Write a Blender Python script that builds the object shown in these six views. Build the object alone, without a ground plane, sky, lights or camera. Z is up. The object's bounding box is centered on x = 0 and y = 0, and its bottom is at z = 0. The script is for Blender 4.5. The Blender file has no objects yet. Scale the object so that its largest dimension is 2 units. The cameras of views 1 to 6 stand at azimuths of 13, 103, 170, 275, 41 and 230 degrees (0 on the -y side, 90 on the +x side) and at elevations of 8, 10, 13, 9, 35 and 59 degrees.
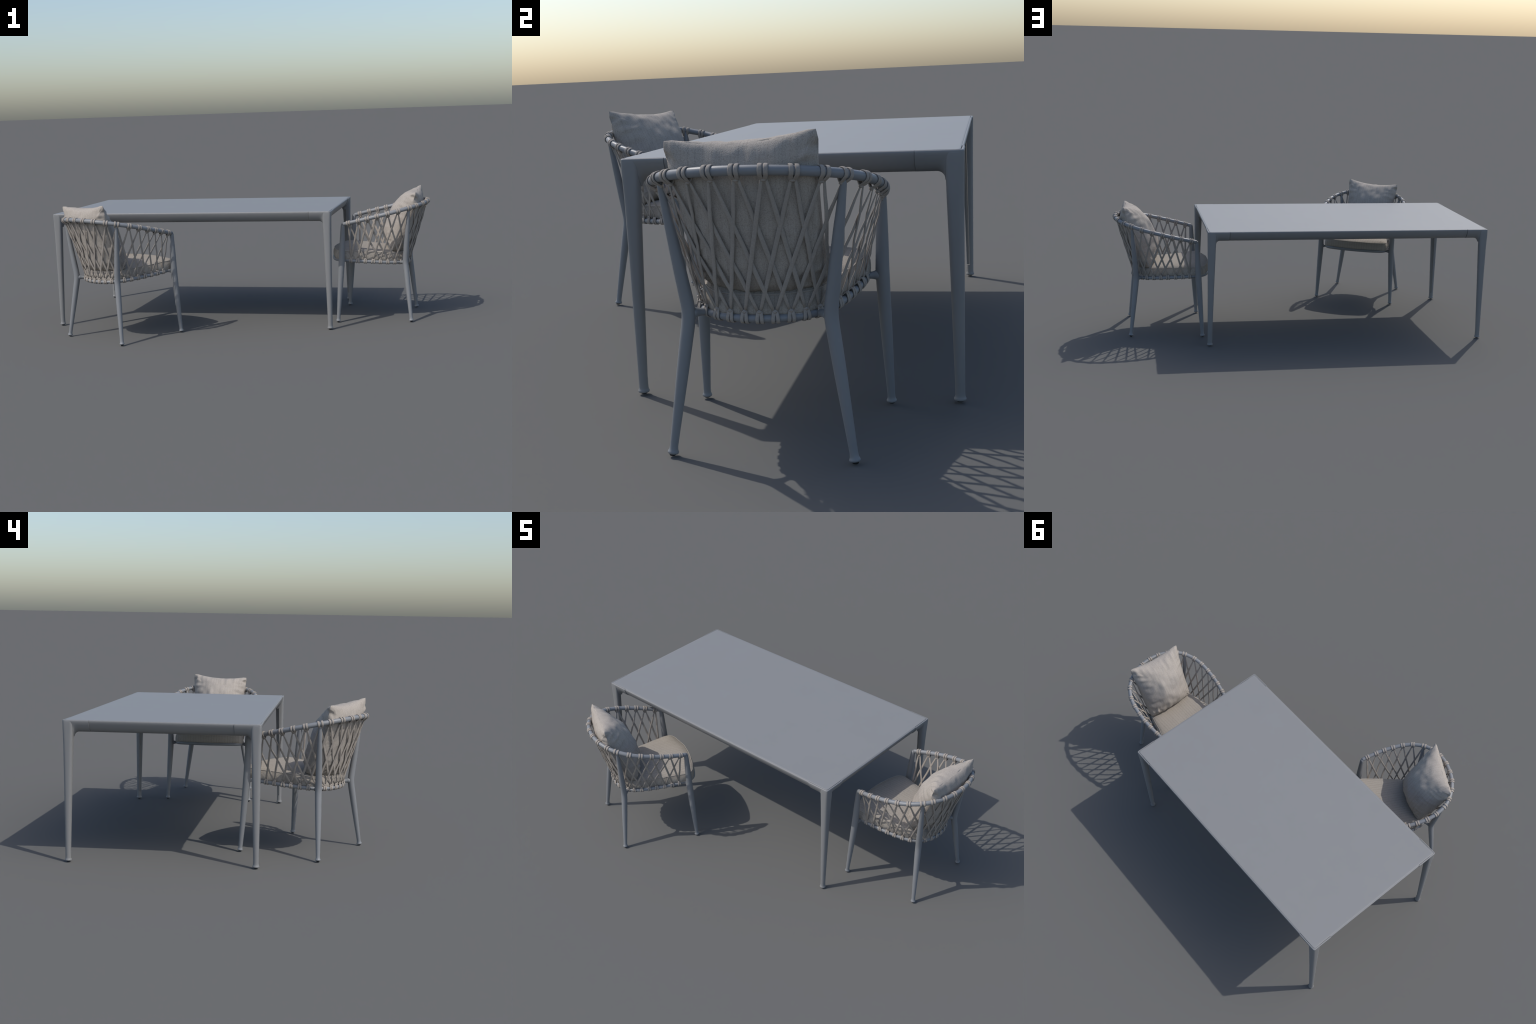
import bpy, math, random
import numpy as np
from mathutils import Vector, Matrix, noise

random.seed(7)
COL = bpy.context.scene.collection
V = lambda *a: np.array(a, float)


def unit(a):
    a = np.asarray(a, float)
    return a / (np.linalg.norm(a) + 1e-12)


# ------------------------------------------------------------------ materials
def new_mat(name):
    m = bpy.data.materials.new(name)
    m.use_nodes = True
    nt = m.node_tree
    return m, nt, nt.nodes["Principled BSDF"]


def nd(nt, kind, **kw):
    n = nt.nodes.new(kind)
    for k, v in kw.items():
        if k.startswith("_"):
            setattr(n, k[1:], v)
        else:
            n.inputs[k.replace("__", " ")].default_value = v
    return n


def ramp(nt, fac, stops):
    r = nt.nodes.new("ShaderNodeValToRGB")
    el = r.color_ramp.elements
    while len(el) < len(stops):
        el.new(0.5)
    for e, (p, c) in zip(el, stops):
        e.position, e.color = p, (*c, 1)
    nt.links.new(fac, r.inputs[0])
    return r.outputs[0]


def painted_metal(name, base, rough, grain=420.0):
    """matt powder coat: faint mottling and a very fine orange-peel bump"""
    m, nt, b = new_mat(name)
    tc = nd(nt, "ShaderNodeTexCoord")
    n1 = nd(nt, "ShaderNodeTexNoise", Scale=9.0, Detail=4.0)
    nt.links.new(tc.outputs["Object"], n1.inputs["Vector"])
    lo = tuple(c * 0.99 for c in base)
    hi = tuple(min(1, c * 1.01) for c in base)
    nt.links.new(ramp(nt, n1.outputs[0], [(0.3, lo), (0.7, hi)]), b.inputs["Base Color"])
    n2 = nd(nt, "ShaderNodeTexNoise", Scale=grain, Detail=2.0)
    nt.links.new(tc.outputs["Object"], n2.inputs["Vector"])
    bp = nd(nt, "ShaderNodeBump", Strength=0.03, Distance=0.0006)
    nt.links.new(n2.outputs[0], bp.inputs["Height"])
    nt.links.new(bp.outputs[0], b.inputs["Normal"])
    b.inputs["Roughness"].default_value = rough
    b.inputs["Specular IOR Level"].default_value = 0.5
    return m


def woven(name, base, stripe=0.5, weave=0.0024, bump=0.55, contrast=0.12):
    """linen-like cloth: slubs along the warp, thin dark warp lines, basket weave"""
    m, nt, b = new_mat(name)
    L = nt.links.new
    tc = nd(nt, "ShaderNodeTexCoord")
    obj = tc.outputs["Object"]
    # slubby warp: noise stretched along the length of the cloth
    mp = nd(nt, "ShaderNodeMapping")
    mp.inputs["Scale"].default_value = (170, 9, 9)
    L(obj, mp.inputs[0])
    slub = nd(nt, "ShaderNodeTexNoise", Scale=1.0, Detail=3.0, Roughness=0.6)
    L(mp.outputs[0], slub.inputs["Vector"])
    # regular thin warp lines
    wl = nd(nt, "ShaderNodeTexWave", Scale=1 / (20 * 0.0150 / (2 * math.pi)), Distortion=0.6,
            Detail=2.0)
    wl.inputs["Detail Scale"].default_value = 0.4
    L(obj, wl.inputs["Vector"])
    line = nd(nt, "ShaderNodeMapRange")
    line.inputs["From Min"].default_value = 0.86
    line.inputs["From Max"].default_value = 1.0
    L(wl.outputs["Fac"], line.inputs["Value"])
    # basket weave
    s = 2 * math.pi / (20 * weave)
    wx = nd(nt, "ShaderNodeTexWave", Scale=s, Distortion=2.0, Detail=1.0)
    wx.bands_direction = "X"
    L(obj, wx.inputs["Vector"])
    cell = nd(nt, "ShaderNodeTexVoronoi", Scale=1.0 / weave)
    L(obj, cell.inputs["Vector"])
    knot = nd(nt, "ShaderNodeMath", _operation="SUBTRACT")
    knot.inputs[0].default_value = 1.0
    L(cell.outputs["Distance"], knot.inputs[1])
    mul = nd(nt, "ShaderNodeMath", _operation="MULTIPLY_ADD")
    L(wx.outputs["Fac"], mul.inputs[0])
    mul.inputs[1].default_value = 0.35
    sub = nd(nt, "ShaderNodeMath", _operation="MULTIPLY_ADD")
    L(knot.outputs[0], sub.inputs[0])
    sub.inputs[1].default_value = 1.1
    sub.inputs[2].default_value = -0.35
    L(sub.outputs[0], mul.inputs[2])
    # total tone
    a = nd(nt, "ShaderNodeMath", _operation="MULTIPLY_ADD")
    L(slub.outputs[0], a.inputs[0])
    a.inputs[1].default_value = 0.5
    a.inputs[2].default_value = 0.12
    c = nd(nt, "ShaderNodeMath", _operation="MULTIPLY_ADD")
    L(mul.outputs[0], c.inputs[0])
    c.inputs[1].default_value = 0.70
    L(a.outputs[0], c.inputs[2])
    d = nd(nt, "ShaderNodeMath", _operation="MULTIPLY_ADD")
    L(line.outputs[0], d.inputs[0])
    d.inputs[1].default_value = -stripe
    L(c.outputs[0], d.inputs[2])
    lo = tuple(x * (1 - contrast * 1.6) for x in base)
    hi = tuple(min(1, x * (1 + contrast)) for x in base)
    L(ramp(nt, d.outputs[0], [(0.15, lo), (0.55, base), (0.95, hi)]), b.inputs["Base Color"])
    bp = nd(nt, "ShaderNodeBump", Strength=bump, Distance=0.0006)
    L(mul.outputs[0], bp.inputs["Height"])
    L(bp.outputs[0], b.inputs["Normal"])
    b.inputs["Roughness"].default_value = 0.95
    b.inputs["Specular IOR Level"].default_value = 0.15
    b.inputs["Sheen Weight"].default_value = 0.0
    return m


def rope_mat(name, base):
    m, nt, b = new_mat(name)
    L = nt.links.new
    tc = nd(nt, "ShaderNodeTexCoord")
    n1 = nd(nt, "ShaderNodeTexNoise", Scale=300.0, Detail=3.0)
    L(tc.outputs["Object"], n1.inputs["Vector"])
    L(ramp(nt, n1.outputs[0], [(0.25, tuple(x * 0.9 for x in base)), (0.75, tuple(x * 1.08 for x in base))]),
      b.inputs["Base Color"])
    bp = nd(nt, "ShaderNodeBump", Strength=0.25, Distance=0.0004)
    L(n1.outputs[0], bp.inputs["Height"])
    L(bp.outputs[0], b.inputs["Normal"])
    b.inputs["Roughness"].default_value = 0.85
    b.inputs["Specular IOR Level"].default_value = 0.2
    return m


PAINT = (0.229, 0.231, 0.231)
M_TOP = painted_metal("powder_coat_tabletop", PAINT, 0.5)
M_METAL = painted_metal("powder_coat_table_frame", (0.215, 0.217, 0.218), 0.5)
M_CHAIR = painted_metal("powder_coat_chair_frame", (0.210, 0.218, 0.228), 0.45)
M_ROPE = rope_mat("beige_rope", (0.335, 0.300, 0.265))
M_PILLOW = woven("linen_pillow", (0.368, 0.331, 0.292), stripe=0.12, contrast=0.16)
M_SEAT = woven("linen_seat", (0.345, 0.312, 0.272), stripe=0.28, contrast=0.15)
M_PIPE = rope_mat("linen_piping", (0.40, 0.365, 0.325))
M_RUBBER, _nt, _b = new_mat("black_rubber")
_b.inputs["Base Color"].default_value = (0.008, 0.008, 0.009, 1)
_b.inputs["Roughness"].default_value = 0.6


# ------------------------------------------------------------------ mesh tools
def mesh_from(name, verts, faces, mat, smooth=True, sharp_angle=None):
    me = bpy.data.meshes.new(name)
    me.from_pydata([tuple(map(float, v)) for v in verts], [], faces)
    me.validate()
    me.materials.append(mat)
    if smooth:
        me.polygons.foreach_set("use_smooth", [True] * len(me.polygons))
    me.update()
    if sharp_angle is not None:
        me.set_sharp_from_angle(angle=math.radians(sharp_angle))
    return me


def put(name, me, parent):
    o = bpy.data.objects.new(name, me)
    COL.objects.link(o)
    o.parent = parent
    return o


def ring_section(n, rx, ry, p=2.0):
    """superellipse section, n points, as (width, thickness) pairs"""
    out = []
    for k in range(n):
        a = 2 * math.pi * k / n
        c, s = math.cos(a), math.sin(a)
        out.append((rx * math.copysign(abs(c) ** (2 / p), c), ry * math.copysign(abs(s) ** (2 / p), s)))
    return out


def loft(rings, closed=False, cap=True):
    """rings: list of equal-length lists of 3D points"""
    n = len(rings[0])
    verts = [p for r in rings for p in r]
    faces = []
    m = len(rings)
    for i in range(m if closed else m - 1):
        a, b = i * n, ((i + 1) % m) * n
        for k in range(n):
            k2 = (k + 1) % n
            faces.append((a + k, a + k2, b + k2, b + k))
    if cap and not closed:
        faces.append(tuple(range(n))[::-1])
        faces.append(tuple((m - 1) * n + k for k in range(n)))
    return verts, faces


def join(*parts):
    V_, F_ = [], []
    for v, f in parts:
        o = len(V_)
        V_ += list(v)
        F_ += [tuple(i + o for i in q) for q in f]
    return V_, F_


def tangents(P, closed=False):
    P = np.asarray(P)
    if closed:
        t = np.roll(P, -1, 0) - np.roll(P, 1, 0)
    else:
        t = np.gradient(P, axis=0)
    return t / np.linalg.norm(t, axis=1)[:, None]


def sweep(P, section, widthdir, scale=None, closed=False):
    """sweep a section along P; widthdir = constant vector or one per point"""
    P = np.asarray(P)
    T = tangents(P, closed)
    rings = []
    for i, p in enumerate(P):
        w = np.asarray(widthdir[i] if np.ndim(widthdir) == 2 else widthdir, float)
        w = unit(w - T[i] * np.dot(w, T[i]))
        h = np.cross(T[i], w)
        s = 1.0 if scale is None else scale[i]
        rings.append([p + s * (a * w + b * h) for a, b in section])
    return loft(rings, closed)


def tube(P, radii, n=20, closed=False):
    P = np.asarray(P)
    r = np.full(len(P), radii, float) if np.isscalar(radii) else np.asarray(radii, float)
    T = tangents(P, closed)
    rings = []
    ref = V(0.31, 0.92, 0.2) if abs(T[0] @ unit(V(0.31, 0.92, 0.2))) < 0.9 else V(1, 0, 0)
    for i, p in enumerate(P):
        w = unit(ref - T[i] * np.dot(ref, T[i]))
        ref = w
        h = np.cross(T[i], w)
        rings.append([p + r[i] * (math.cos(a) * w + math.sin(a) * h)
                      for a in np.linspace(0, 2 * math.pi, n, endpoint=False)])
    return loft(rings, closed)


class Spline:
    """Catmull-Rom curve through control points, parameter = control index"""

    def __init__(self, pts, closed=False):
        self.p = np.asarray(pts, float)
        self.c = closed

    def at(self, t):
        n = len(self.p)
        i = int(math.floor(t))
        if not self.c:
            i = min(max(i, 0), n - 2)
        f = t - i
        if self.c:
            g = lambda k: self.p[k % n]
        else:
            def g(k):
                if k < 0:
                    return 2 * self.p[0] - self.p[1]
                if k > n - 1:
                    return 2 * self.p[-1] - self.p[-2]
                return self.p[k]
        a, b, c, d = g(i - 1), g(i), g(i + 1), g(i + 2)
        return 0.5 * (2 * b + (c - a) * f + (2 * a - 5 * b + 4 * c - d) * f * f + (3 * b - a - 3 * c + d) * f ** 3)

    def tan(self, t):
        e = 0.02
        return unit(self.at(t + e) - self.at(t - e))

    def sample(self, t0, t1, n, endpoint=True):
        return np.array([self.at(t) for t in np.linspace(t0, t1, n, endpoint=endpoint)])


def interp(x, xs, ys):
    return float(np.interp(x, xs, ys))


# ================================================================== TABLE
X0, X1, Y0, Y1, ZT = -0.9985, 0.5175, -0.1968, 0.6462, 0.6142
CAST = 0.114          # arm length of the corner casting
RIM = [(0.0062, 0.0040), (0.0060, 0.0008), (0.0030, 0.0004), (0.0012, 0.0012), (0.0003, 0.0028), (0.0000, 0.006),
       (0.0012, 0.0125), (0.0045, 0.0215), (0.0100, 0.0322), (0.0185, 0.0428), (0.0300, 0.0508),
       (0.0385, 0.0530), (0.0445, 0.0525), (0.0480, 0.0480), (0.0480, 0.0120), (0.0300, 0.0080)]
# the straight rails between the castings are cut back more flatly below the lip
RAIL_INSET = {6: 0.0018, 7: 0.0056, 8: 0.0115, 9: 0.0198, 10: 0.0308}


def rim_ring(p, out, drop=0.0, gap=0.0, straight=False):
    """edge profile at point p on the outline; out = outward unit vector"""
    res = []
    for k, (i, d) in enumerate(RIM):
        if straight:
            i = RAIL_INSET.get(k, i)
        f = 0.0
        if 8 <= k <= 13:
            f = (0.35, 0.7, 0.92, 1, 1, 0.95)[k - 8]
            i = i * (1 - 0.22 * drop / 0.020)
        res.append(V(p[0] - out[0] * (i + gap), p[1] - out[1] * (i + gap), ZT - d - drop * f))
    return res


def build_table():
    root = bpy.data.objects.new("dining_table", None)
    COL.objects.link(root)
    cx, cy = (X0 + X1) / 2, (Y0 + Y1) / 2
    root.location = (cx, cy, 0)
    inv = V(cx, cy, 0)

    def child(name, verts, faces, mat, parent=root, **kw):
        return put(name, mesh_from(name, [np.asarray(v) - inv for v in verts], faces, mat, **kw), parent)

    # --- top plate, set into the rim with a hairline groove
    ins, r = 0.0080, 0.011
    out = []
    for (sx, sy) in ((1, 1), (-1, 1), (-1, -1), (1, -1)):
        ox = (X1 if sx > 0 else X0) - sx * (ins + r)
        oy = (Y1 if sy > 0 else Y0) - sy * (ins + r)
        a0 = math.atan2(sy, sx) - math.pi / 4
        for k in range(9):
            a = a0 + k * math.pi / 16
            out.append((ox, oy, math.cos(a), math.sin(a)))
    rings = []
    for dr, dz in ((-0.02, 0.010), (0.0, 0.010), (0.0, 0.0009), (-0.0004, 0.0003), (-0.0011, 0.0), (-0.006, 0.0)):
        rings.append([V(x + c * (r + dr), y + s * (r + dr), ZT - dz) for x, y, c, s in out])
    v, f = loft(rings)
    child("tabletop", v, f, M_TOP, sharp_angle=40)

    # --- straight aprons between the castings
    for (p, q, o) in (((X0 + CAST, Y0), (X1 - CAST, Y0), (0, -1)), ((X1, Y0 + CAST), (X1, Y1 - CAST), (1, 0)),
                      ((X1 - CAST, Y1), (X0 + CAST, Y1), (0, 1)), ((X0, Y1 - CAST), (X0, Y0 + CAST), (-1, 0))):
        rings = [rim_ring(V(*p) + (V(*q) - V(*p)) * t, o, gap=0.0022, straight=True) for t in np.linspace(0.0010, 0.9990, 13)]
        v, f = loft(rings)
        child("apron", v, f, M_METAL, sharp_angle=55)

    # --- corner castings with their legs
    for sx in (-1, 1):
        for sy in (-1, 1):
            C = V(X1 if sx > 0 else X0, Y1 if sy > 0 else Y0)
            rc = 0.0095
            legw = 0.0445
            fr = 0.020

            def drop_at(s):
                dist = s - legw
                if dist >= fr:
                    return 0.0
                dist = max(dist, 0.0)
                return fr - math.sqrt(max(0, fr * fr - (fr - dist) ** 2))

            stations = []
            svals = list(np.linspace(CAST, legw + fr, 6)) + [legw + fr * t for t in (0.8, 0.6, 0.42, 0.28, 0.16, 0.07, 0.0)] + [0.02, rc]
            for s in svals:
                stations.append((V(C[0] - sx * s, C[1]), V(0, sy), drop_at(s)))
            for k in range(1, 8):
                a = k / 8 * math.pi / 2
                o = V(sx * math.sin(a), sy * math.cos(a))
                c0 = C - rc * V(sx, sy)
                stations.append((c0 + rc * o, o, fr))
            for s in svals[::-1]:
                stations.append((V(C[0], C[1] - sy * s), V(sx, 0), drop_at(s)))
            rings = []
            for (p, o, dr) in stations:
                rings.append(rim_ring(p, o, dr))
            if sx * sy < 0:
                rings = rings[::-1]
            arm = loft(rings)
            # leg column: round foot growing into a soft square with a grooved inner corner
            zs = [0.0036, 0.0044, 0.0062, 0.0086, 0.0110, 0.0135, 0.0180, 0.0260, 0.0440, 0.0450] + list(np.linspace(0.06, 0.575, 22)) + [0.592, 0.6052, 0.6087, 0.6110, 0.6122]
            n = 48
            lr = []
            for z in zs:
                w = interp(z, [0.0, 0.045, 0.31, 0.56, 0.61], [0.0240, 0.0244, 0.0336, 0.0434, 0.0442])
                p = interp(z, [0.05, 0.35, 0.52, 0.59], [2.0, 2.6, 3.4, 5.0])
                g = 0.0 if z <= 0.0445 else 0.40
                flare = interp(z, [0.0036, 0.0044, 0.0062, 0.0086, 0.0110, 0.0135, 0.0180, 0.026],
                               [0.0105, 0.0138, 0.0150, 0.0150, 0.0138, 0.0128, 0.0123, 0.0121])
                off = interp(z, [0, 0.5, 0.6052, 0.6087, 0.6110, 0.6122], [0.0036, 0.0010, -0.0003, 0.0, 0.0008, 0.0030])
                ctr = C - V(sx, sy) * (off + w / 2)
                pts = []
                for k in range(n):
                    a = 2 * math.pi * k / n
                    c, s = math.cos(a), math.sin(a)
                    rad = (abs(c) ** p + abs(s) ** p) ** (-1 / p) * (flare if z < 0.0261 else w / 2)
                    inner = -(c * sx + s * sy) / math.sqrt(2)      # 1 towards the inside of the table
                    if g and inner > 0.80:
                        q = (inner - 0.80) / 0.20
                        rad *= 1 - g * min(1, q * 1.6)
                    pts.append(V(ctr[0] + rad * c, ctr[1] + rad * s, z))
                lr.append(pts)
            col = loft(lr)
            v, f = join(arm, col)
            leg = child("leg", v, f, M_METAL, sharp_angle=38)
            ctr = C - V(sx, sy) * (0.0036 + 0.0121)
            g = loft([[V(ctr[0] + r_ * math.cos(a), ctr[1] + r_ * math.sin(a), z) for a in np.linspace(0, 2 * math.pi, 20, endpoint=False)]
                      for r_, z in ((0.0070, 0.0), (0.0084, 0.0010), (0.0086, 0.0030), (0.0086, 0.0060))])
            child("glide", *g, M_RUBBER, parent=leg)
    root["label"] = "long rectangular grey metal dining table with tapered legs"
    root["category"] = "table"
    return root


# ================================================================== CHAIR (local: +x right, +y forward)
RAIL_R, RING_R = 0.0105, 0.0085
rail_z = lambda y: 0.5612 - 0.2345 * y
ring_z = lambda y: 0.3152 + 0.0655 * y
# half of the top rail in plan, front end first; one point per rope binding
HALF_RAIL = [(-0.2350, 0.128), (-0.2425, 0.075), (-0.2460, 0.028), (-0.2458, -0.022), (-0.2410, -0.077),
             (-0.2270, -0.130), (-0.1965, -0.1845), (-0.1615, -0.2190), (-0.1110, -0.2490), (-0.0560, -0.2655)]
HALF_RING = [(-0.1855, 0.126), (-0.1830, 0.089), (-0.1780, 0.050), (-0.1715, 0.009), (-0.1640, -0.028),
             (-0.1535, -0.066), (-0.1395, -0.101), (-0.1200, -0.1285), (-0.0935, -0.1500), (-0.0635, -0.1640), (-0.0320, -0.1720)]
RAIL_END = (-0.2285, 0.1600)


def with_z(pts, zf):
    return [V(x, y, zf(y)) for x, y in pts]


def mirrored(half, mid):
    return list(half) + [mid] + [(-x, y) for x, y in half[::-1]]


RAIL_PTS = [RAIL_END] + mirrored(HALF_RAIL, (0, -0.2700)) + [(-RAIL_END[0], RAIL_END[1])]
RAIL = Spline(with_z(RAIL_PTS, rail_z))                     # binding i sits at parameter i + 1
FRONT = [(0.1855, 0.160), (0.1780, 0.190), (0.1550, 0.2130), (0.1050, 0.2270), (0.0500, 0.2340), (0.0, 0.2360)]
RING_PTS = mirrored(HALF_RING, (0, -0.1745)) + FRONT + [(-x, y) for x, y in FRONT[-2::-1]]
RING = Spline(with_z(RING_PTS, ring_z), closed=True)        # binding j sits at parameter j
N_TOP, N_BOT = 21, 23


def top_param(i):
    d = {7: -0.05, 8: -0.10, 9: -0.13, 10: -0.14, 11: -0.13, 12: -0.10, 13: -0.05}.get(i, 0.0)
    return i + 1 + d


def bot_param(j):
    d = {7: 0.06, 8: 0.16, 9: 0.2, 10: 0.2, 11: 0.2, 12: 0.2, 13: 0.2, 14: 0.16, 15: 0.08}.get(j, 0.0)
    return j + d


def frame_at(curve, t):
    p, tg = curve.at(t), curve.tan(t)
    out = unit(np.cross(tg, V(0, 0, 1)))
    if out @ V(p[0], p[1] - 0.02, 0) < 0:
        out = -out
    return p, tg, out


TOP = [frame_at(RAIL, top_param(i)) for i in range(N_TOP)]
BOT = [frame_at(RING, bot_param(j)) for j in range(N_BOT)]
COLLAR_T, COLLAR_B = 0.0195, 0.0165


def nearest_down(i):
    """direction in which the straps leave a top binding"""
    p = TOP[i][0]
    q = BOT[min(max(i + 1, 0), N_BOT - 1)][0]
    return unit(q - p)


def nearest_up(j):
    p = BOT[j][0]
    q = TOP[min(max(j - 1, 0), N_TOP - 1)][0]
    return unit(q - p)


def binding(p, tg, d, R, off, width, thick, collar, seed, spread=1.0, with_collar=True):
    """two turns of flat rope round a tube, gathered by a small collar on the d side"""
    rnd = random.Random(seed)
    d = unit(d - tg * (d @ tg))
    o = np.cross(tg, d)
    parts = []
    for sgn in (-1, 1):
        pts = []
        lean = rnd.uniform(-0.0007, 0.0007)
        n = 26
        for k in range(n):
            a = 2 * math.pi * k / n
            rr = R + thick * 0.52
            c, s = math.cos(a), math.sin(a)
            low = max(0.0, (c - 0.35) / 0.65)              # 1 on the d side
            q = p + d * (c * rr + low ** 2 * (collar - rr) * 0.85) + o * s * rr * (1 - 0.25 * low)
            q = q + tg * (sgn * off * spread * (1 - 0.45 * low ** 2) + lean * (1 - c) * 0.5)
            pts.append(q)
        parts.append(sweep(pts, ring_section(10, width / 2, thick / 2, 2.8), tg, closed=True))
    if with_collar:
        c0 = p + d * collar
        nn = 18
        rings_path = []
        for k in range(nn):
            a = 2 * math.pi * k / nn
            rings_path.append(c0 + tg * math.cos(a) * off * 0.86 * spread + o * math.sin(a) * 0.0036)
        parts.append(sweep(rings_path, ring_section(8, 0.0030, 0.0015, 2.6), d, closed=True))
        # the rope ends packed inside the collar
        parts.append(sweep([c0 - d * 0.005, c0 - d * 0.002, c0 + d * 0.001, c0 + d * 0.004],
                           ring_section(10, off * 0.72, 0.0030, 2.5), tg, scale=[0.9, 1, 1, 0.8]))
    return join(*parts)


def strap(i, j, kind):
    """flat rope strap from top binding i to bottom binding j"""
    pt, tt, ot = TOP[i]
    pb, tb, ob = BOT[j]
    a = pt + nearest_down(i) * (COLLAR_T - 0.005)
    b = pb + nearest_up(j) * (COLLAR_B - 0.001)
    side = 1 if kind == "back" else -1
    a = a + tt * side * 0.0036
    b = b - tb * side * 0.0020
    n = 17
    pts, wd, sc = [], [], []
    outw = unit(ot + ob)
    for k in range(n):
        s = k / (n - 1)
        q = a + (b - a) * s
        # weave over and under at the quarter points
        wv = 0.0
        for m in (1, 2, 3):
            par = i + m if kind == "back" else i
            sg = 1 if par % 2 == 0 else -1
            if kind != "back":
                sg = -sg
            wv += sg * math.exp(-((s - 0.25 * m) / 0.075) ** 2)
        pts.append(q + outw * 0.0022 * wv)
        wd.append(np.cross(unit(b - a), unit(ot * (1 - s) + ob * s)))
        e = min(s, 1 - s) * (n - 1)
        sc.append(interp(e, [0, 1, 2, 4], [0.62, 0.74, 0.86, 1.0]))
    return sweep(pts, ring_section(10, 0.0049, 0.0018, 2.6), wd, scale=sc)


def leg_mesh(ctrl, rads, foot):
    """tapered tube along a bent spine ending in a rounded collar foot"""
    sp = Spline(ctrl)
    n = 46
    P = sp.sample(0, len(ctrl) - 1, n)
    R = [interp(p[2], [r[0] for r in rads], [r[1] for r in rads]) for p in P]
    d = unit(P[-1] - P[-2])
    f = V(*foot)
    extra, er = [], []
    for z, r in ((0.0180, 0.0094), (0.0140, 0.0099), (0.0115, 0.0108), (0.0092, 0.0120), (0.0074, 0.0124), (0.0056, 0.0121), (0.0044, 0.0112), (0.0036, 0.0088)):
        t = (z - P[-1][2]) / (f[2] - P[-1][2]) if abs(f[2] - P[-1][2]) > 1e-6 else 0
        extra.append(V(P[-1][0] + (f[0] - P[-1][0]) * t, P[-1][1] + (f[1] - P[-1][1]) * t, z))
        er.append(r)
    return tube(list(P) + extra, list(R) + er, 22)


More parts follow.
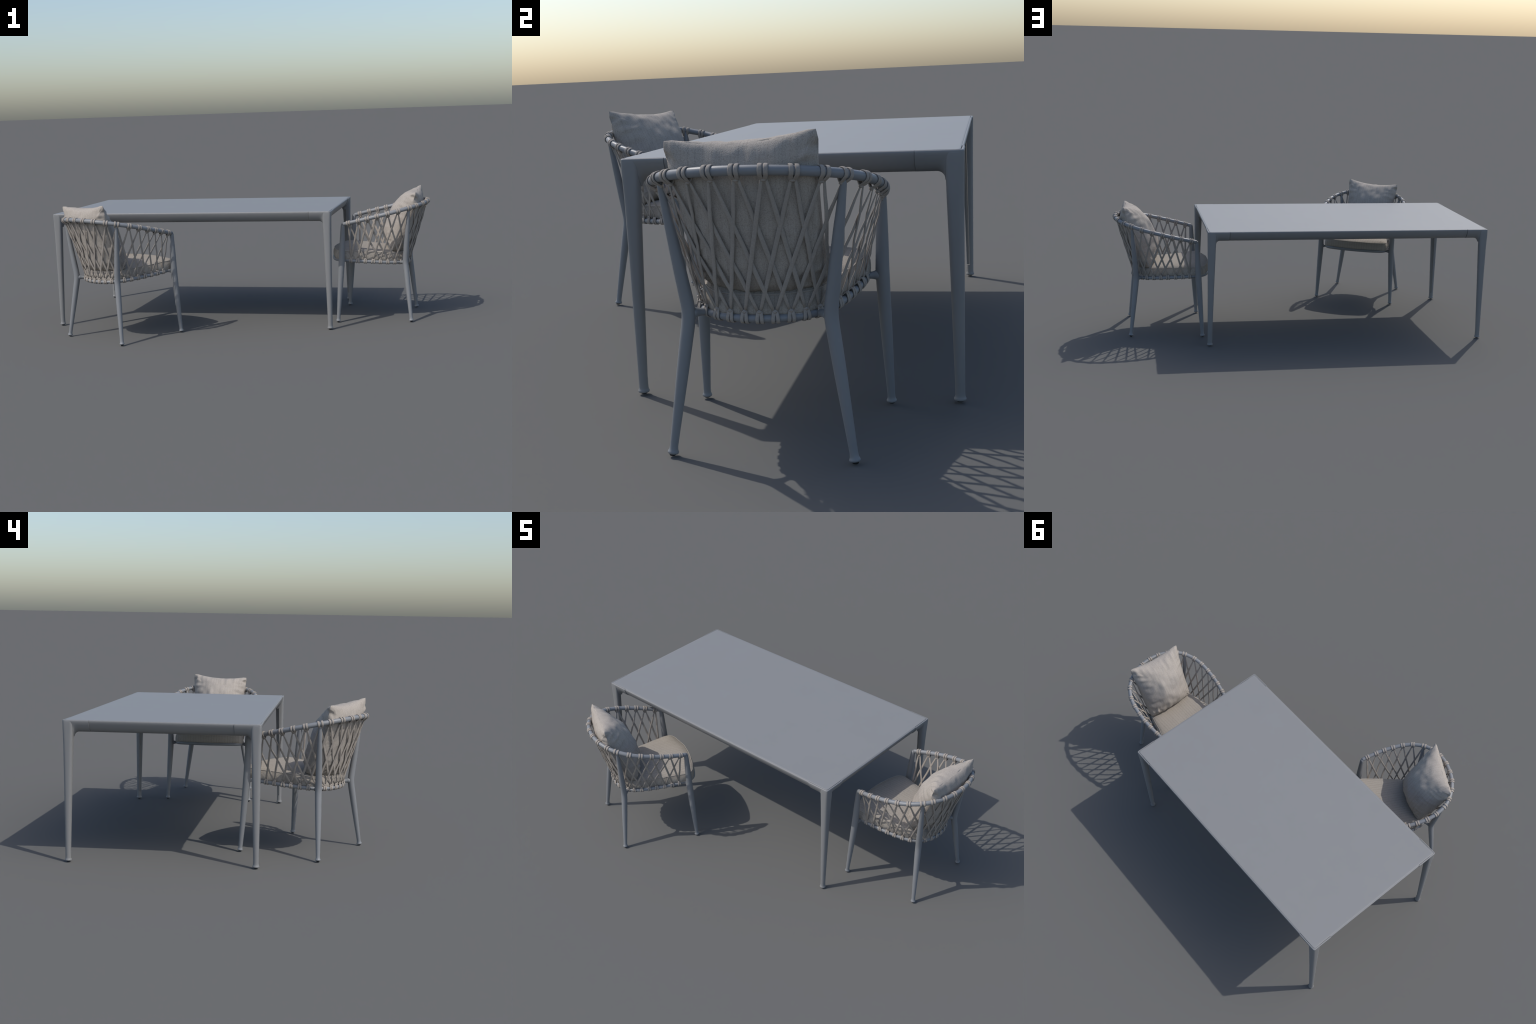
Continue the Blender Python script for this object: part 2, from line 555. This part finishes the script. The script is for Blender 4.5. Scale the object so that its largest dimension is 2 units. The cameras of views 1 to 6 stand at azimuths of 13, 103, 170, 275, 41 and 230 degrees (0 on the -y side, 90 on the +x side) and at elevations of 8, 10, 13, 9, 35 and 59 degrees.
def build_chair_meshes():
    ms = {}
    # rails
    top = RAIL.sample(0, len(RAIL_PTS) - 1, 150)
    r = np.full(len(top), RAIL_R)
    r[0] = r[-1] = RAIL_R * 0.80
    ms["rail"] = mesh_from("top_rail", *tube(top, r, 20), M_CHAIR, sharp_angle=70)
    low = RING.sample(0, len(RING_PTS), 160, endpoint=False)
    ms["ring"] = mesh_from("seat_ring", *tube(low, RING_R, 18, closed=True), M_CHAIR)
    # legs
    for sx in (-1, 1):
        tag = "L" if sx < 0 else "R"
        kx, ky, kz = 0.1530, -0.1600, 0.311
        fx, fy = 0.2000, -0.1925
        tx, ty = 0.1935, -0.1830
        lerp = lambda a, b, t: a + (b - a) * t
        up = lambda t: V(sx * lerp(kx, tx, t), lerp(ky, ty, t), lerp(kz, 0.600, t))
        dn = lambda t: V(sx * lerp(kx, fx, t), lerp(ky, fy, t), lerp(kz, 0.0, t))
        ctrl = [up(1.0), up(0.8), up(0.6), up(0.4), up(0.22), up(0.09), V(sx * (kx + 0.0016), ky - 0.0012, kz), dn(0.08), dn(0.2), dn(0.4), dn(0.6), dn(0.8), dn(0.93)]
        rads = [(0.0, 0.0088), (0.028, 0.0092), (0.10, 0.0112), (0.18, 0.0134), (0.26, 0.0148), (0.31, 0.0152), (0.36, 0.0146),
                (0.42, 0.0136), (0.50, 0.0114), (0.56, 0.0086), (0.60, 0.0068)]
        body = leg_mesh(ctrl, rads, (sx * fx, fy, 0.0))
        q = RING.at(bot_param(7) if sx < 0 else bot_param(15) - 0.0)
        s0 = V(sx * kx, ky, kz)
        q = V(sx * 0.1190, -0.1270, ring_z(-0.127))
        stub = tube([lerp(s0, q, t) for t in (0.0, 0.28, 0.38, 0.5, 0.65, 1.0)], [0.0125, 0.0120, 0.0102, 0.0089, 0.0083, 0.0080], 16)
        ms["backleg" + tag] = mesh_from("leg", *join(body, stub), M_CHAIR)
        ms["backglide" + tag] = (sx * fx, fy)
        a, m, b = V(sx * 0.2275, 0.1595, 0.5285), V(sx * 0.2230, 0.1700, 0.326), V(sx * 0.2355, 0.1925, 0.0)
        ctrl = [a, lerp(a, m, 0.25), lerp(a, m, 0.5), lerp(a, m, 0.75), lerp(a, m, 0.92) , m + V(sx * 0.0006, 0, 0), lerp(m, b, 0.1), lerp(m, b, 0.3), lerp(m, b, 0.5), lerp(m, b, 0.75), lerp(m, b, 0.93)]
        rads = [(0.0, 0.0090), (0.028, 0.0094), (0.10, 0.0116), (0.18, 0.0140), (0.26, 0.0157), (0.33, 0.0166), (0.40, 0.0152),
                (0.46, 0.0132), (0.50, 0.0116), (0.522, 0.0106), (0.5285, 0.0080)]
        body = leg_mesh(ctrl, rads, b)
        q = V(sx * 0.1840, 0.1580, ring_z(0.158))
        stub = tube([lerp(m, q, t) for t in (0.0, 0.36, 0.46, 0.58, 0.72, 1.0)], [0.0125, 0.0120, 0.0102, 0.0089, 0.0083, 0.0080], 16)
        ms["frontleg" + tag] = mesh_from("leg", *join(body, stub), M_CHAIR)
        ms["frontglide" + tag] = (sx * 0.2355, 0.1925)
    ms["glide"] = mesh_from("glide", *loft([[V(r_ * math.cos(a_), r_ * math.sin(a_), z) for a_ in np.linspace(0, 2 * math.pi, 18, endpoint=False)]
                                          for r_, z in ((0.0058, 0.0), (0.0070, 0.0010), (0.0072, 0.0030), (0.0072, 0.0060))]), M_RUBBER)
    # straps
    ms["straps"] = []
    for i in range(N_TOP):
        f, bk = i - 1, i + 3
        if i == 0:
            f, bk = 0, 2
        if i == 1:
            f = 0
        if i == N_TOP - 1:
            f, bk = N_BOT - 3, N_BOT - 1
        ms["straps"].append(mesh_from("strap", *strap(i, f, "fore"), M_ROPE))
        ms["straps"].append(mesh_from("strap", *strap(i, bk, "back"), M_ROPE))
    # bindings
    ms["bindings"] = []
    for i, (p, tg, o) in enumerate(TOP):
        sp = 1.3 if i in (6, N_TOP - 7) else 1.0
        ms["bindings"].append(mesh_from("binding", *binding(p, tg, nearest_down(i), RAIL_R, 0.0062, 0.0094, 0.0033, COLLAR_T, 100 + i, sp), M_ROPE))
    for j, (p, tg, o) in enumerate(BOT):
        plain = j in (1, 3, N_BOT - 2, N_BOT - 4)
        ms["bindings"].append(mesh_from("binding", *binding(p, tg, nearest_up(j), RING_R, 0.0050, 0.0082, 0.0031, COLLAR_B, 200 + j,
                                                              1.25 if plain else 1.0, with_collar=not plain), M_ROPE))
    ms["seat"], ms["piping"] = seat_cushion()
    ms["pillow"] = pillow()
    return ms


# ------------------------------------------------------------------ seat cushion
def seat_cushion():
    half = [(0.060, -0.1620), (0.100, -0.1430), (0.130, -0.104), (0.1455, -0.056), (0.1570, 0.000), (0.1690, 0.053),
            (0.1800, 0.110), (0.1880, 0.155), (0.1860, 0.184), (0.1680, 0.2030), (0.1150, 0.2195), (0.0560, 0.2295)]
    pts = [(0, -0.1690)] + half + [(0, 0.2330)] + [(-x, y) for x, y in half[::-1]]
    sp = Spline([V(x, y, 0) for x, y in pts], closed=True)
    n = 150
    outl = sp.sample(0, len(pts), n, endpoint=False)
    T = tangents(outl, True)
    ctr = V(0, 0.045, 0)
    base = lambda y: ring_z(y) + 0.0045

    def nz(q, f, a, seed):
        return a * noise.noise(Vector((q[0] * f + seed, q[1] * f, q[2] * f)))

    # section from the bottom centre, out round the side and over the crown to the top centre
    rings = []
    prof = [("r", 0.0, 0.0), ("r", 0.7, 0.0), ("e", -0.004, 0.0), ("e", 0.0050, 0.0022), ("e", 0.0072, 0.008), ("e", 0.0070, 0.019),
            ("e", 0.0055, 0.030), ("e", 0.0020, 0.0405), ("e", -0.0005, 0.0462), ("e", -0.0030, 0.0490), ("e", -0.008, 0.0520),
            ("e", -0.0155, 0.0548), ("e", -0.026, 0.0572), ("r", 0.78, 0.0594), ("r", 0.68, 0.0608), ("r", 0.55, 0.0618),
            ("r", 0.4, 0.0624), ("r", 0.25, 0.0627), ("r", 0.1, 0.0628), ("r", 0.0, 0.0628)]
    for kind, a, h in prof:
        rg = []
        for p, t in zip(outl, T):
            o = V(t[1], -t[0], 0)
            if kind == "e":
                q = p + o * a
            else:
                q = ctr + (p - ctr) * max(a, 0.012)
            if kind == "e" and a > -0.02:
                nose = max(0.0, min(1.0, (p[1] - 0.15) / 0.06)) * max(0.0, o[1])
                q = q + o * nose * (0.0015 * math.sin(math.pi * min(1, max(0, h / 0.052))) - 0.004 * max(0, h - 0.045) / 0.01)
            q = V(q[0], q[1], base(q[1]) + h)
            if 0.004 < h < 0.058:
                w = nz(V(q[0] * 1, q[1] * 1, q[2] * 0.35), 38, 0.0022, 3.1) + nz(q, 14, 0.0018, 8.2)
                q = q + o * w
            if h > 0.045:
                q[2] += nz(q, 16, 0.0018, 1.7)
            rg.append(q)
        rings.append(rg)
    v, f = loft(rings)
    seat = mesh_from("seat_cushion", v, f, M_SEAT)
    # piping along the upper and lower seams
    parts = []
    for idx in (8, 3):
        parts.append(tube([V(*q) + unit(V(q[0], q[1] - 0.04, 0)) * 0.0006 for q in rings[idx]], 0.0015, 8, closed=True))
    pipe = mesh_from("piping", *join(*parts), M_PIPE)
    return seat, pipe


# ------------------------------------------------------------------ back pillow
def pillow():
    TL, TR = V(-0.1725, -0.2185, 0.6875), V(0.1540, -0.2265, 0.7030)
    BL, BR = V(-0.1400, -0.0830, 0.3700), V(0.1450, -0.0870, 0.3640)
    N = 72
    fwd = unit(V(0, 0.934, 0.356))
    upv = unit(V(0, -0.356, 0.934))

    def base(u, v):
        a, b = (u + 1) / 2, (v + 1) / 2
        p = (BL * (1 - a) + BR * a) * (1 - b) + (TL * (1 - a) + TR * a) * b
        p = p - upv * 0.023 * max(0, v) ** 3 * (1 - u * u)                       # sagging top edge
        p = p + V(-np.sign(u) * 0.006 * abs(u) ** 3 * (1 - v * v), 0, 0)        # drawn-in sides
        p = p + V(0, -0.046 * (1 - u * u) * max(0, -v) ** 2, -0.006 * (1 - u * u) * max(0, -v) ** 2)
        p = p - fwd * (0.016 * (1 - v * v) + 0.012 * (1 - u * u) * (1 - v * v))    # leans back into the ropes
        cu, cv = max(0, abs(u) - 0.86) / 0.14, max(0, abs(v) - 0.86) / 0.14
        k = cu * cv
        p = p - V(np.sign(u) * 0.006 * k, 0, 0) - upv * np.sign(v) * 0.006 * k      # blunt corners
        return p

    def puff(u, v, side=1):
        if side == 1:
            return max(0.0, (1 - u * u)) ** 0.66 * max(0.0, (1 - v * v)) ** (0.46 + 0.14 * v)
        return max(0.0, (1 - u * u)) ** 0.42 * max(0.0, (1 - v * v)) ** 0.38

    def wrinkle(u, v, side):
        e = max(abs(u), abs(v))
        edge = min(1, max(0, (e - 0.5) / 0.42)) * (1 - max(0, (e - 0.93) / 0.07) ** 2)
        w = 0.0
        # gathers running in from each seam
        if abs(v) >= abs(u):
            w += noise.noise(Vector((u * 7.5 + side, v * 1.1, 2.0 + np.sign(v)))) * 0.0095 * edge
        else:
            w += noise.noise(Vector((u * 1.1, v * 8.5 + side, 9.0 + np.sign(u)))) * 0.0150 * edge
        fine = u * 17 if abs(v) >= abs(u) else v * 17
        w += noise.noise(Vector((fine, e * 3.0, 50.0 + side))) * 0.0050 * edge * max(0, e - 0.45)
        w += noise.noise(Vector((u * 2.1, v * 2.1 + side * 3, 5.0))) * 0.0110 * (1 - e * e)
        w += noise.noise(Vector((u * 5.2 + v * 2.5, v * 4.2 - u * 1.5 + side, 15.0))) * 0.0055
        w += (0.35 - abs(noise.noise(Vector((u * 2.2 - v * 1.3, v * 3.4 + u + side * 2, 21.0))))) * 0.006 * edge
        # crumpled lower corners
        c = math.exp(-(((abs(u) - 0.82) / 0.2) ** 2 + ((v + 0.8) / 0.22) ** 2))
        w += c * noise.noise(Vector((u * 13, v * 11, 30.0 + side))) * 0.022
        return w

    # the rope shell the pillow leans against: ruled surface between rail and ring
    shell = []
    for a in np.linspace(4, 16, 97):
        top, bot = RAIL.at(a + 1), RING.at(a + 1)
        for q in np.linspace(0, 1, 61):
            shell.append(top * (1 - q) + bot * q)
    shell = np.array(shell)

    def inside_shell(p):
        d = (shell[:, 0] - p[0]) ** 2 + (shell[:, 2] - p[2]) ** 2
        lim = shell[int(np.argmin(d)), 1] + 0.0095
        if p[2] < 0.62 and p[1] < lim + 0.004:
            t = min(1.0, max(0.0, (0.62 - p[2]) / 0.03))
            new = lim if p[1] < lim - 0.004 else lim + (p[1] - lim + 0.004) ** 2 / 0.016
            p = V(p[0], p[1] + (max(new, p[1]) - p[1]) * t, p[2])
        return p

    gl = [math.sin(t * math.pi / 2) for t in np.linspace(-1, 1, N + 1)]
    verts, idx = [], {}
    faces = []
    for side in (1, -1):
        for j, v in enumerate(gl):
            for i, u in enumerate(gl):
                on_edge = i in (0, N) or j in (0, N)
                if side == -1 and on_edge:
                    idx[(side, i, j)] = idx[(1, i, j)]
                    continue
                p = base(u, v)
                if on_edge:
                    # seam wander and pinched ears
                    p = p + fwd * noise.noise(Vector((u * 5, v * 5, 40))) * 0.004
                    p = p + upv * (noise.noise(Vector((u * 4.5, 3, 44 + np.sign(v)))) * 0.006 * (1 - u * u) if abs(v) > abs(u) else 0.0)
                else:
                    t = (0.122 * (1 - 0.12 * v + (0.22 * v * v if v < 0 else 0)) if side == 1 else 0.056 * (1 - 0.30 * v)) * puff(u, v, side)
                    t += wrinkle(u, v, side) * puff(u, v) ** 0.5
                    # tucks in the sides just below the top corners
                    tk = math.exp(-(((abs(u) - 0.97) / 0.07) ** 2 + ((v - 0.80) / 0.06) ** 2))
                    p = p - V(np.sign(u) * 0.010 * tk, 0, 0)
                    p = p + fwd * side * max(t, 0.0004)
                    if side == -1:
                        p = inside_shell(p)
                idx[(side, i, j)] = len(verts)
                verts.append(p)
        for j in range(N):
            for i in range(N):
                q = (idx[(side, i, j)], idx[(side, i + 1, j)], idx[(side, i + 1, j + 1)], idx[(side, i, j + 1)])
                faces.append(q[::-1] if side == 1 else q)
    me = mesh_from("back_pillow", verts, faces, M_PILLOW)
    return me


def place_chair(ms, loc, angle):
    root = bpy.data.objects.new("armchair", None)
    COL.objects.link(root)
    root.location = (*loc, 0)
    root.rotation_euler = (0, 0, angle)
    put("top_rail", ms["rail"], root)
    put("seat_ring", ms["ring"], root)
    for key in ("backleg", "frontleg"):
        for tag in "LR":
            leg = put("leg", ms[key + tag], root)
            gx, gy = ms[key.replace("leg", "glide") + tag]
            g = put("glide", ms["glide"], leg)
            g.location = (gx, gy, 0)
    for me in ms["straps"]:
        put("strap", me, root)
    for me in ms["bindings"]:
        put("binding", me, root)
    seat = put("seat_cushion", ms["seat"], root)
    put("piping", ms["piping"], seat)
    put("back_pillow", ms["pillow"], root)
    root["label"] = "grey metal armchair with woven beige rope back and cushions"
    root["category"] = "chair"
    return root


build_table()
MS = build_chair_meshes()
place_chair(MS, (0.7155, 0.2290), math.radians(89.3))
place_chair(MS, (-0.5660, -0.3620), math.radians(-27.57))
